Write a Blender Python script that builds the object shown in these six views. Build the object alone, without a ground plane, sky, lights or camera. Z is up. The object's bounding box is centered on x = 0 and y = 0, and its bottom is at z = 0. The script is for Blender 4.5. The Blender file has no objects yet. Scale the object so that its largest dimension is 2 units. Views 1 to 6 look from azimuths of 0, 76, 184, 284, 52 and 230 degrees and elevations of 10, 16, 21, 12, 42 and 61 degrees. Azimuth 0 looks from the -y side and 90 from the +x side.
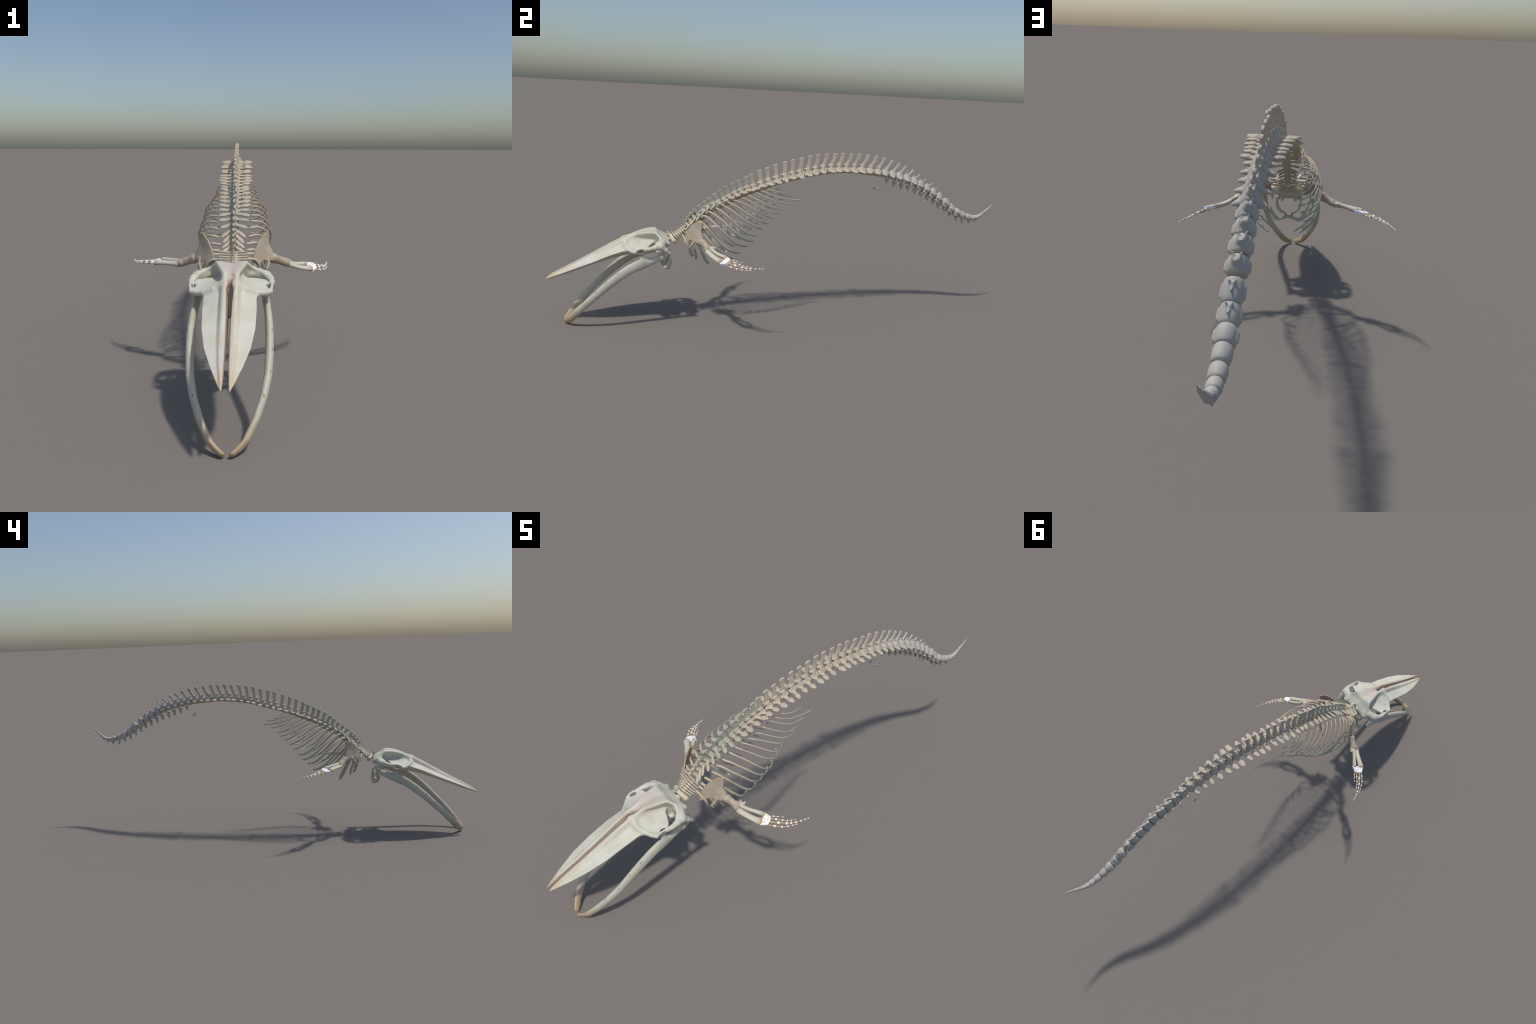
# Skeleton of a small baleen whale, posed as if lunging with the lower jaw dropped.
import bpy, math, random
import numpy as np
from mathutils import Vector

rng = np.random.default_rng(7)
XM = 0.0185                       # midline of skull and chest

# ------------------------------------------------------------------ materials
def srgb(r, g, b):
    f = lambda c: (c/255/12.92) if c <= 10 else ((c/255+0.055)/1.055)**2.4
    return (f(r), f(g), f(b), 1.0)

class Nodes:
    """Small helper to chain shader nodes."""
    def __init__(self, name, rough=0.6):
        self.m = bpy.data.materials.new(name); self.m.use_nodes = True
        self.t = self.m.node_tree; self.b = self.t.nodes['Principled BSDF']
        self.b.inputs['Roughness'].default_value = rough
        self.b.inputs['Specular IOR Level'].default_value = 0.3
        self.co = self.t.nodes.new('ShaderNodeTexCoord')
        self.sep = self.t.nodes.new('ShaderNodeSeparateXYZ'); self.link(self.co.outputs['Object'], self.sep.inputs[0])
        self.x, self.y, self.z = self.sep.outputs
    def link(self, a, b): self.t.links.new(a, b)
    def _in(self, sock, v):
        if hasattr(v, 'links'): self.link(v, sock)
        else: sock.default_value = v
    def math(self, op, a, b=0.0, c=0.0):
        n = self.t.nodes.new('ShaderNodeMath'); n.operation = op
        for s, v in zip(n.inputs, (a, b, c)): self._in(s, v)
        return n.outputs[0]
    def ramp(self, v, lo, hi, a=0.0, b=1.0):
        n = self.t.nodes.new('ShaderNodeMapRange'); n.interpolation_type = 'SMOOTHSTEP'
        self._in(n.inputs[0], v)
        for i, k in enumerate((lo, hi, a, b)): n.inputs[i+1].default_value = k
        return n.outputs[0]
    def noise(self, scale, detail=4, rough=0.55, stretch=None):
        n = self.t.nodes.new('ShaderNodeTexNoise'); n.inputs['Scale'].default_value = scale
        n.inputs['Detail'].default_value = detail; n.inputs['Roughness'].default_value = rough
        src = self.co.outputs['Object']
        if stretch:
            mp = self.t.nodes.new('ShaderNodeMapping'); mp.inputs['Scale'].default_value = stretch
            mp.inputs['Rotation'].default_value = (math.radians(38), 0, 0)
            self.link(src, mp.inputs[0]); src = mp.outputs[0]
        self.link(src, n.inputs['Vector'])
        return n.outputs[0]
    def mix(self, f, a, b):
        n = self.t.nodes.new('ShaderNodeMix'); n.data_type = 'RGBA'
        self._in(n.inputs[0], f); self._in(n.inputs[6], a); self._in(n.inputs[7], b)
        return n.outputs[2]
    def done(self, col, bump=None, strength=0.15, dist=0.001):
        self._in(self.b.inputs['Base Color'], col)
        if bump is not None:
            n = self.t.nodes.new('ShaderNodeBump'); n.inputs['Strength'].default_value = strength
            n.inputs['Distance'].default_value = dist
            self.link(bump, n.inputs['Height']); self.link(n.outputs[0], self.b.inputs['Normal'])
        return self.m

def mat_vertebra():
    N = Nodes('spine_bone')
    tan, cream = srgb(188, 177, 158), srgb(200, 190, 168)
    green, grey, brown = srgb(168, 169, 153), srgb(180, 176, 168), srgb(170, 157, 139)
    n1 = N.noise(38, 4); n2 = N.noise(140, 3)
    chest = N.math('MULTIPLY', N.ramp(N.y, -0.42, -0.36), N.ramp(N.y, -0.10, -0.19))
    c = N.mix(N.ramp(N.y, -0.47, -0.42), cream, tan)
    # chest arches are browner, their tall spines greenish
    c = N.mix(N.math('MULTIPLY', chest, N.ramp(n1, 0.35, 0.65)), c, brown)
    rise = N.math('SUBTRACT', N.z, N.math('MULTIPLY_ADD', N.math('ADD', N.y, 0.416), 0.64, 0.400))
    c = N.mix(N.math('MULTIPLY', N.ramp(rise, 0.030, 0.052), N.ramp(N.y, -0.145, -0.165)), c, green)
    c = N.mix(N.ramp(N.y, 0.28, 0.62), c, grey)
    c = N.mix(N.math('MULTIPLY', N.ramp(n1, 0.4, 0.75), 0.35), c, srgb(206, 198, 182))
    return N.done(c, n2, 0.12)

def mat_rib():
    N = Nodes('rib_bone')
    g = N.t.nodes.new('ShaderNodeSeparateXYZ'); N.link(N.co.outputs['Generated'], g.inputs[0])
    n1 = N.noise(60, 3)
    f = N.ramp(N.math('ADD', g.outputs[2], N.math('MULTIPLY', n1, 0.25)), 0.45, 0.85)
    c = N.mix(f, srgb(180, 180, 163), srgb(194, 178, 157))
    return N.done(c, n1, 0.1)

def mat_skull():
    N = Nodes('skull_bone', 0.55)
    base, chalk = srgb(199, 197, 179), srgb(207, 206, 192)
    tan, pink, stain = srgb(205, 190, 168), srgb(190, 175, 164), srgb(190, 182, 156)
    n1 = N.noise(14, 5); n2 = N.noise(240, 3); n3 = N.noise(9, 4, 0.6, (6, 1, 6)); n4 = N.noise(90, 4)
    u = N.math('ABSOLUTE', N.math('SUBTRACT', N.x, XM))
    c = N.mix(N.ramp(n1, 0.4, 0.65), base, chalk)
    mid = N.math('MULTIPLY', N.ramp(u, 0.034, 0.010), N.ramp(N.y, -0.55, -0.62))
    c = N.mix(N.math('MULTIPLY', mid, N.ramp(n3, 0.38, 0.62)), c, tan)
    c = N.mix(N.math('MULTIPLY', N.ramp(u, 0.012, 0.004), N.ramp(N.y, -0.60, -0.66)), c, pink)
    crown = N.math('MULTIPLY', N.ramp(N.y, -0.655, -0.625), N.ramp(N.y, -0.555, -0.60))
    c = N.mix(N.math('MULTIPLY', N.math('MULTIPLY', crown, N.ramp(u, 0.045, 0.02)), 0.5), c, pink)
    tip = N.ramp(N.math('ADD', N.y, N.math('MULTIPLY', n3, 0.10)), -0.885, -0.93)
    c = N.mix(N.math('MULTIPLY', tip, 0.9), c, srgb(202, 182, 152))
    c = N.mix(N.math('MULTIPLY', N.ramp(n3, 0.58, 0.75), 0.35), c, stain)
    c = N.mix(N.math('MULTIPLY', N.ramp(n4, 0.62, 0.78), 0.25), c, srgb(186, 184, 172))
    return N.done(c, n2, 0.25)

def mat_jaw():
    N = Nodes('jaw_bone', 0.5)
    n1 = N.noise(12, 4); n2 = N.noise(180, 3); n3 = N.noise(7, 4, 0.6, (5, 1, 5))
    c = N.mix(N.ramp(n1, 0.4, 0.65), srgb(188, 187, 170), srgb(198, 193, 178))
    c = N.mix(N.math('MULTIPLY', N.ramp(n3, 0.5, 0.7), 0.4), c, srgb(186, 175, 158))
    tip = N.ramp(N.math('ADD', N.z, N.math('MULTIPLY', n3, 0.06)), 0.125, 0.055)
    c = N.mix(tip, c, srgb(182, 160, 130))
    return N.done(c, n2, 0.12)

def mat_plain(name, cols, scale=40, rough=0.6, bump=0.12):
    N = Nodes(name, rough); n1 = N.noise(scale, 4); n2 = N.noise(scale*4, 3)
    c = N.mix(N.ramp(n1, 0.35, 0.65), srgb(*cols[0]), srgb(*cols[1]))
    return N.done(c, n2, bump)

def mat_blade():
    N = Nodes('shoulder_blade_bone'); n1 = N.noise(26, 4); n2 = N.noise(160, 3); n3 = N.noise(10, 3, 0.6, (3, 1, 4))
    c = N.mix(N.ramp(n1, 0.35, 0.65), srgb(172, 158, 138), srgb(178, 170, 155))
    c = N.mix(N.math('MULTIPLY', N.ramp(n3, 0.45, 0.68), 0.6), c, srgb(170, 150, 124))
    c = N.mix(N.ramp(N.z, 0.438, 0.452), c, srgb(184, 160, 128))
    return N.done(c, n2, 0.12)

def mat_long(name, pale, brown):
    """Limb long bone: pale shaft with browner ends (along Generated X)."""
    N = Nodes(name); g = N.t.nodes.new('ShaderNodeSeparateXYZ'); N.link(N.co.outputs['Generated'], g.inputs[0])
    n1 = N.noise(45, 4)
    e = N.math('ABSOLUTE', N.math('SUBTRACT', g.outputs[0], 0.5))
    f = N.ramp(N.math('ADD', e, N.math('MULTIPLY', n1, 0.2)), 0.38, 0.60)
    return N.done(N.mix(f, srgb(*pale), srgb(*brown)), n1, 0.1)

M_VERT, M_RIB, M_SKULL, M_JAW, M_BLADE = mat_vertebra(), mat_rib(), mat_skull(), mat_jaw(), mat_blade()
M_HUM = mat_plain('upper_arm_bone', [(168, 150, 130), (190, 174, 158)], 30)
M_FORE = mat_long('forearm_bone', (200, 195, 176), (182, 160, 132))
M_CART = mat_plain('white_cartilage', [(250, 250, 252), (254, 254, 254)], 40, 0.45, 0.03)
M_FING = mat_plain('finger_bone', [(174, 144, 110), (194, 172, 142)], 70)
M_HYOID = mat_plain('throat_bone', [(188, 190, 176), (202, 200, 186)], 30)
M_PIT = mat_plain('dark_pit', [(112, 104, 90), (130, 120, 104)], 60)
M_CHEV = mat_plain('chevron_bone', [(176, 172, 160), (190, 184, 172)], 60)

# ------------------------------------------------------------------ scene tree
root = bpy.data.objects.new('whale_skeleton', None)
bpy.context.scene.collection.objects.link(root)
root['label'] = 'pale mounted whale skeleton, jaw dropped, long arched spine, flippers spread'
root['category'] = 'whale skeleton'

def add_mesh(name, verts, faces, mats, parent=None, smooth=True, face_mat=None):
    me = bpy.data.meshes.new(name)
    verts = np.asarray(verts, dtype=float)
    me.from_pydata(verts.tolist(), [], [tuple(map(int, f)) for f in faces])
    if not isinstance(mats, (list, tuple)): mats = [mats]
    for m in mats: me.materials.append(m)
    if face_mat is not None: me.polygons.foreach_set('material_index', np.asarray(face_mat, dtype=np.int32))
    me.polygons.foreach_set('use_smooth', np.full(len(me.polygons), smooth))
    me.update()
    ob = bpy.data.objects.new(name, me)
    bpy.context.scene.collection.objects.link(ob)
    ob.parent = parent or root
    return ob

# ------------------------------------------------------------------ implicit-surface kit
def smin(a, b, k):
    h = np.clip(0.5+0.5*(b-a)/k, 0, 1)
    return b*(1-h)+a*h-k*h*(1-h)
def smax(a, b, k): return -smin(-a, -b, k)

class Grid:
    def __init__(self, lo, hi, h, half=False):
        self.h, self.half = h, half
        if half: lo = (-0.5*h, lo[1], lo[2])
        self.lo = np.array(lo, float)
        n = np.ceil((np.array(hi)-self.lo)/h).astype(int)+1
        ax = [self.lo[i]+h*np.arange(n[i]) for i in range(3)]
        self.X = ax[0][:, None, None].astype(np.float32); self.Y = ax[1][None, :, None].astype(np.float32)
        self.Z = ax[2][None, None, :].astype(np.float32)
        self.n = n; self.ax = ax
        self.f = np.full(tuple(n), 1.0, np.float32)
    def add(self, d, k=0.004): self.f = smin(self.f, d, k).astype(np.float32)
    def cut(self, d, k=0.003): self.f = smax(self.f, -d, k).astype(np.float32)
    def cap(self, p, q, r1, r2=None, s=(1, 1, 1)):
        """capsule from p to q with tapering radius; s stretches the section per axis"""
        r2 = r1 if r2 is None else r2
        S = np.array(s, float); p = np.array(p, float)/S; q = np.array(q, float)/S
        X, Y, Z = self.X/S[0]-p[0], self.Y/S[1]-p[1], self.Z/S[2]-p[2]
        d = q-p; L = max(float(d@d), 1e-12)
        t = np.clip((X*d[0]+Y*d[1]+Z*d[2])/L, 0, 1)
        return (np.sqrt((X-t*d[0])**2+(Y-t*d[1])**2+(Z-t*d[2])**2)-(r1+(r2-r1)*t))*S.min()
    def chain(self, pts, rs, s=(1, 1, 1), k=0.003):
        out = None
        for a, b, r, q in zip(pts[:-1], pts[1:], rs[:-1], rs[1:]):
            d = self.cap(a, b, r, q, s); out = d if out is None else smin(out, d, k)
        return out
    def ball(self, c, r):
        r = np.array(r, float)
        q = np.sqrt(((self.X-c[0])/r[0])**2+((self.Y-c[1])/r[1])**2+((self.Z-c[2])/r[2])**2)
        return (q-1)*r.min()
    def mesh(self):
        f = self.f
        ox = self.lo.copy()
        if self.half:
            f = np.concatenate([f[1:][::-1], f[0:]], 0) if False else np.concatenate([f[::-1], f], 0)
            # samples sit at +-h/2, +-3h/2 ... around the midline
            f = np.delete(f, f.shape[0]//2-1, 0) if abs(self.ax[0][0]) < 1e-12 else self._mirror(f)
            ox[0] = -self.ax[0][-1]
        return surface_nets(f, ox, self.h)
    def _mirror(self, f):
        # half grid starts at -h/2: index 0 -> -h/2, 1 -> +h/2, ... keep the positive side twice
        g = self.f[1:]
        return np.concatenate([g[::-1], g], 0)

def surface_nets(f, o, h):
    s = f < 0
    c = np.zeros(tuple(np.array(f.shape)-1), np.int8)
    for i in (0, 1):
        for j in (0, 1):
            for k in (0, 1):
                c += s[i:i+c.shape[0], j:j+c.shape[1], k:k+c.shape[2]]
    I, J, K = np.nonzero((c > 0) & (c < 8))
    idx = np.full(c.shape, -1, np.int64); idx[I, J, K] = np.arange(len(I))
    P = np.zeros((len(I), 3)); W = np.zeros(len(I))
    corners = [(i, j, k) for i in (0, 1) for j in (0, 1) for k in (0, 1)]
    val = {q: f[I+q[0], J+q[1], K+q[2]].astype(float) for q in corners}
    for a in corners:
        for ax in range(3):
            if a[ax]: continue
            b = list(a); b[ax] = 1; b = tuple(b)
            va, vb = val[a], val[b]; m = (va < 0) != (vb < 0)
            t = np.where(m, va/np.where(m, va-vb, 1), 0)
            q = np.array(a, float)[None, :].repeat(len(I), 0); q[:, ax] += t
            P += q*m[:, None]; W += m
    V = (np.stack([I, J, K], 1)+P/W[:, None])*h+o
    F = []
    for ax in range(3):
        s0 = np.take(s, range(s.shape[ax]-1), ax); s1 = np.take(s, range(1, s.shape[ax]), ax)
        A = np.array(np.nonzero(s0 != s1)); sg = s0[tuple(A)]
        b, d = (ax+1) % 3, (ax+2) % 3
        ok = (A[b] > 0) & (A[d] > 0) & (A[b] < c.shape[b]) & (A[d] < c.shape[d])
        A = A[:, ok]; sg = sg[ok]
        def at(db, dd):
            q = A.copy(); q[b] -= db; q[d] -= dd; return idx[tuple(q)]
        Q = np.stack([at(1, 1), at(0, 1), at(0, 0), at(1, 0)], 1)
        Q[~sg] = Q[~sg][:, ::-1]
        F.append(Q)
    F = np.concatenate(F)
    return V, F[(F >= 0).all(1)]

def spline(pts, n):
    """centripetal-ish Catmull-Rom through control points, resampled evenly"""
    P = np.array(pts, float)
    P = np.vstack([2*P[0]-P[1], P, 2*P[-1]-P[-2]])
    out = []
    for i in range(1, len(P)-2):
        t = np.linspace(0, 1, 16, endpoint=False)[:, None]
        a, b, c, d = P[i-1], P[i], P[i+1], P[i+2]
        out.append(0.5*(2*b+(c-a)*t+(2*a-5*b+4*c-d)*t**2+(3*b-a-3*c+d)*t**3))
    out = np.vstack(out+[P[-2:-1]])
    s = np.r_[0, np.cumsum(np.linalg.norm(np.diff(out, axis=0), axis=1))]
    q = np.linspace(0, s[-1], n)
    return np.stack([np.interp(q, s, out[:, i]) for i in range(3)], 1)

def sweep(path, wide, thick, axis, seg=14, square=1.0):
    """closed tube along path; wide = half width along axis, thick = the other half width"""
    path = np.asarray(path); n = len(path)
    tan = np.gradient(path, axis=0); tan /= np.linalg.norm(tan, axis=1)[:, None]
    ax = np.broadcast_to(np.asarray(axis, float), path.shape)
    a = ax-(ax*tan).sum(1)[:, None]*tan; a /= np.linalg.norm(a, axis=1)[:, None]
    b = np.cross(tan, a)
    th = np.linspace(0, 2*math.pi, seg, endpoint=False)
    ca = np.sign(np.cos(th))*np.abs(np.cos(th))**square; sa = np.sign(np.sin(th))*np.abs(np.sin(th))**square
    V = (path[:, None, :]+np.asarray(wide)[:, None, None]*ca[None, :, None]*a[:, None, :]
         + np.asarray(thick)[:, None, None]*sa[None, :, None]*b[:, None, :]).reshape(-1, 3)
    F = [(i*seg+j, i*seg+(j+1) % seg, (i+1)*seg+(j+1) % seg, (i+1)*seg+j) for i in range(n-1) for j in range(seg)]
    V = np.vstack([V, path[:1], path[-1:]]); k = n*seg
    F += [(k, (j+1) % seg, j) for j in range(seg)]
    F += [(k+1, (n-1)*seg+j, (n-1)*seg+(j+1) % seg) for j in range(seg)]
    return V, F

def round_ends(n, w=0.12):
    t = np.linspace(0, 1, n)
    e = np.minimum(t, 1-t)/w
    return np.sqrt(np.clip(1-(1-np.clip(e, 0, 1))**2, 0.02, 1))

def ip(x, xs, ys): return np.interp(x, xs, ys)

# ------------------------------------------------------------------ spine
# for every vertebra: top of its arch (y, z) and tip of its neural spine (y, z)
ARCH = [(-.433,.4197),(-.4199,.4361),(-.4042,.4525),(-.3858,.4634),(-.3648,.4798),(-.347,.4965),(-.3234,.5114),
        (-.3030,.5193),(-.2783,.5313),(-.2591,.5440),(-.2347,.5575),(-.2092,.5693),(-.1830,.5798),(-.1553,.5885),
        (-.1244,.6002),(-.0921,.6121),(-.0577,.6239),(-.0209,.6347),(.0117,.6432),(.0441,.6509),(.0785,.6602),
        (.1124,.6670),(.1462,.6731),(.1826,.6781),(.2182,.6810),(.2529,.6817),(.2891,.6811),(.3261,.6796),(.3664,.6767),
        (.4044,.6729),(.4398,.6671),(.4755,.6608),(.5102,.6530),(.5483,.6438),(.5856,.6316),(.6205,.6163),
        (.6546,.5990),(.6887,.5810),(.7220,.5590)]
TIP = [(-.4437,.4375),(-.4307,.4511),(-.419,.4667),(-.4046,.4803),(-.3857,.498),(-.3626,.5144),(-.342,.5297),
       (-.3181,.5481),(-.2996,.5635),(-.2725,.5799),(-.242,.5955),(-.2173,.6071),(-.1875,.6213),(-.1653,.6335),
       (-.13,.6493),(-.097,.6621),(-.0617,.6752),(-.0195,.6878),(.0147,.6977),(.0534,.706),(.0907,.716),(.1264,.7218),
       (.1657,.7259),(.2052,.7272),(.2402,.7302),(.2796,.7284),(.3161,.7288),(.3570,.7245),(.3963,.7202),(.4342,.7133),
       (.4716,.7027),(.5078,.6898),(.5394,.6787),(.5769,.662),(.6105,.6434),(.6432,.6228),(.6749,.6032),(.7030,.5815)]
NV = len(ARCH)
# tail end: centres (y, z) and body radius
TAIL = [(.7516,.5147,.0178),(.781,.4905,.0174),(.8138,.4735,.0172),(.8431,.4602,.0158),(.8753,.4507,.0146),(.9002,.4467,.0126),
        (.9219,.4493,.0106),(.9369,.4563,.0084),(.9484,.4655,.0067),(.9597,.4755,.0058),(.9689,.4839,.0048),
        (.9782,.4920,.0040),(.9867,.5008,.0032),(.9938,.5090,.0024)]
# transverse-process tips: vertebra index, half span, y, z
TPK = [(0,.035,-.438,.400),(1,.035,-.429,.411),(2,.034,-.414,.426),(3,.039,-.392,.442),(4,.043,-.3755,.465),(5,.048,-.355,.485),
       (6,.050,-.326,.500),(7,.051,-.298,.5148),(8,.052,-.2745,.5255),(9,.0515,-.2460,.537),(10,.054,-.2195,.5495),(11,.053,-.190,.5600),
       (12,.051,-.1600,.5698),(13,.049,-.1370,.5778),(14,.054,-.1085,.5895),(15,.0605,-.0815,.5958),(16,.0575,-.0496,.6024),
       (17,.059,-.0185,.6107),(18,.0555,.0154,.6224),(19,.057,.0477,.6252),(20,.062,.0794,.6371),(21,.057,.1107,.6425),(22,.057,.1431,.6489),
       (23,.0625,.1803,.6539),(24,.0595,.2122,.656),(25,.0552,.2496,.656),(26,.054,.2851,.6526),(27,.0487,.3219,.6516),(28,.0456,.3557,.6505),
       (29,.0465,.394,.6471),(30,.035,.4290,.6414),(31,.0345,.4682,.6327),(32,.033,.5078,.6246),(33,.0335,.5462,.6162),(34,.032,.5824,.6034)]
TIPX = [.0185]*6+[.0205,.0178,.0200,.0227,.0201,.0170,.0175,.0150,.0127,.0150,.0144,.0125,.0140,.0130,.0136,.0133,.0144,.0109,.0130,.0144,.0168,.0097,.0102,.0110,.0087,.0071,.0066,.0070,.0096,.0095,.0115,.0103]
TPW = [.0042,.0050,.0058,.0066,.0072,.0078,.0082,.0085,.0098,.0103,.0112,.0104,.0095,.0104,.0095,.0104,.0100,.0088,.0098,.0100,.0112,.0098,.0098,.0128,.0120,.0108,.0114,.0100,.0085,.0098,.0080,.0066,.0064,.0058,.0050]
WTIP = ([0,3,4,9,26,29,32,34,36,37],[.0056,.0068,.0090,.0113,.0112,.0098,.0075,.0056,.0036,.0022])   # half width of spine tip

ARCH = np.array(ARCH)
tg = np.gradient(ARCH, axis=0)
for _ in range(3): tg[1:-1] = (tg[:-2]+2*tg[1:-1]+tg[2:])/4
tg /= np.linalg.norm(tg, axis=1)[:, None]
nm = np.stack([-tg[:, 1], tg[:, 0]], 1)
CEN = ARCH-0.0258*nm
i_ = np.arange(NV)
CEN[30:] = (ARCH-np.interp(i_, [30, 36, 38], [.0225, .0225, .0225])[:, None]*nm)[30:]

def midx(y): return float(np.interp(y, [-.25, .0, .6, 1.0], [.0185, .0150, .0143, .0138]))

def place(V, c, t, n, lean=0.0):
    """local (lateral, along, up) -> world"""
    x = midx(c[0])+V[:, 0]+lean*np.clip(V[:, 2]/0.07, 0, 1.3)
    return np.stack([x, c[0]+V[:, 1]*t[0]+V[:, 2]*n[0], c[1]+V[:, 1]*t[1]+V[:, 2]*n[1]], 1)

H = 0.00115
def vertebra(i):
    c, t, n = CEN[i], tg[i], nm[i]
    L = 0.5*(np.linalg.norm(CEN[min(i+1, NV-1)]-CEN[i])+np.linalg.norm(CEN[i]-CEN[max(i-1, 0)]))
    if i in (0, NV-1): L = .017 if i == 0 else .034
    loc = lambda y, z: (float((y-c[0])*t[0]+(z-c[1])*t[1]), float((y-c[0])*n[0]+(z-c[1])*n[1]))
    r = ip(i, [0, 4, 12, 22, 30, 34, 38], [.0115, .0135, .0138, .0142, .0152, .0165, .0178])
    tp = TPK[i] if i < len(TPK) else None
    tT, tN = loc(tp[2], tp[3]) if tp else (0, 0)
    span = tp[1] if tp else r*1.15
    has_tip = i < len(TIP)
    sT, sN = loc(*TIP[i]) if has_tip else (0, .024)
    bT, bN = loc(*ARCH[i])
    lo = (0, min(-L/2, tT-.016, bT-.024)-.005, -r-.006)
    hi = (max(span+.006, r+.008), max(L/2, sT+.016, tT+.016, bT+.016)+.005, max(sN, bN, tN)+.008)
    g = Grid(lo, hi, H, half=True); X, T, N = g.X, g.Y, g.Z
    # body: drum with a waist and flared rims
    u = np.clip(np.abs(T)/(L/2), 0, 1)
    tail = i >= 30
    sq = 1.0
    R = r*((0.80+0.20*u**2.2) if i < 27 else (1.0-ip(i, [27, 32, 38], [.06, .20, .20])*u**2.2))+.0006*np.cos(3*np.arctan2(N, X)+i)
    d = np.maximum(np.sqrt(X**2+(N*1.02)**2)-R, np.abs(T)-L*(0.462 if i < 28 else .445))
    g.add(d, .002)
    if tail:   # caudal bodies are angular: side ridges and a pair of keels below
        k = ip(i, [30, 34, 38], [.3, 1, 1])
        for (ax, an, rr) in ((r*0.98, -.003, .0040), (r*0.62, -r*0.93, .0050)):
            g.add(g.cap((ax*k, -L*.20, an), (ax*k, L*.20, an), rr, None, (1, 1, 1)), .006)
    # neural arch
    aw = ip(i, [0, 5, 12, 30, 38], [.0056, .0066, .0062, .0056, .0050])
    sT0 = 1.9 if i > 3 else 1.2
    g.add(g.cap((.0092, bT*.3, .007), (.0038, bT, bN-.003), aw*.75, aw*.75, (1, sT0, 1)), .006)
    # neural spine: flat, waisted blade widening to its tip
    if has_tip and sN-bN > .006:
        w1 = float(ip(i, *WTIP)); Nb = bN-.006
        s = np.clip((N-Nb)/(sN-Nb), 0, 1)
        bow = ip(i, [0, 14, 22, 34], [.001, .001, .003, .002])
        Tc = bT+(sT-bT)*s+bow*np.sin(np.pi*s)*(1 if i < 20 else 1)
        w = np.interp(s, [0, .25, .6, .88, 1], [w1*1.15, w1*.74, w1*.72, w1*.98, w1*.93])
        th = np.interp(s, [0, .3, .75, 1], [.0042, .0029, .0024, .0033])
        cs = 1/math.hypot(1, (sT-bT)/(sN-Nb))
        q1, q2 = (np.abs(T-Tc)-w)*cs+.0018, np.abs(X)-th+.0014
        q3 = np.maximum(N-sN+(T-Tc)*ip(i, [14, 20, 26, 33], [.0, .06, .26, .40])+28*(T-Tc)**2*(1 if i > 3 else 0), Nb-N)+.0016
        d = np.sqrt(np.maximum(q1, 0)**2+np.maximum(q2, 0)**2+np.maximum(q3, 0)**2)+np.minimum(np.maximum(np.maximum(q1, q2), q3), 0)-.0018
        g.add(d, .004)
    # articular horns reaching forward
    if i >= 6:
        k = ip(i, [6, 12, 24, 33, 38], [.011, .015, .016, .011, .008])
        up = ip(i, [6, 14, 28, 33, 38], [.0, .004, .006, .008, .006])
        sp = ip(i, [6, 20, 38], [.0075, .0055, .0072])
        g.add(g.cap((.004, bT, bN-.004), (sp, bT-k, bN-.004+up), .0028, .0021), .004)
        if i > 33: g.add(g.cap((.0, bT, bN-.003), (.0, bT+.007, bN+.003), .0026, .0014), .004)
    # transverse processes
    if tp:
        tipw = TPW[i]
        root = ip(i, [0, 3, 8, 14, 22, 28, 34], [.0050, .0062, .0064, .0066, .0070, .0076, .0066])
        flat = ip(i, [0, 4, 12, 22, 28, 34], [.60, .50, .38, .38, .55, .65])
        rootN = ip(i, [0, 4, 9, 14, 18, 34], [.012, .017, .014, .007, .001, -.002])
        rx = .008
        p0 = (rx, 0 if i > 6 else bT*.5, rootN); p1 = (span-tipw*.7, tT, tN)
        pm = tuple(p0[a]*.5+p1[a]*.5+(0, 0, -.002 if i > 10 else .001)[a] for a in range(3))
        S = (1.0/flat*1.0, 1.0/flat, 1.0)
        S = (1, 1, 1)
        # work in a vertically squashed space so the wings come out flat
        Zs = g.Z; g.Z = Zs/flat
        q = lambda p: (p[0], p[1], p[2]/flat)
        p2 = tuple(p0[a]*.28+p1[a]*.72 for a in range(3)); sw = .35*tipw*math.sin(i*1.7)
        p2 = (p2[0], p2[1]+sw*.6, p2[2]); p1 = (span-tipw*.80, tT+sw, tN)
        d = g.chain([q(p0), q(pm), q(p2), q(p1)], [root*1.1, root*.92, tipw*.97, tipw*.80], k=.004)*min(1, flat*1.6)
        g.Z = Zs
        g.add(d, (.007 if i < 24 else .010) if i > 6 else .004)
    V, F = g.mesh()
    lean = (TIPX[i]-midx(c[0]))*.07/max(sN, .02) if has_tip else 0.0
    W = place(V, c, t, n, lean)
    name = 'chest_vertebra' if i < 11 else 'loin_vertebra' if i < 23 else 'tail_vertebra'
    return add_mesh(name, W, F, M_VERT)

for i in range(NV): vertebra(i)

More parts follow.
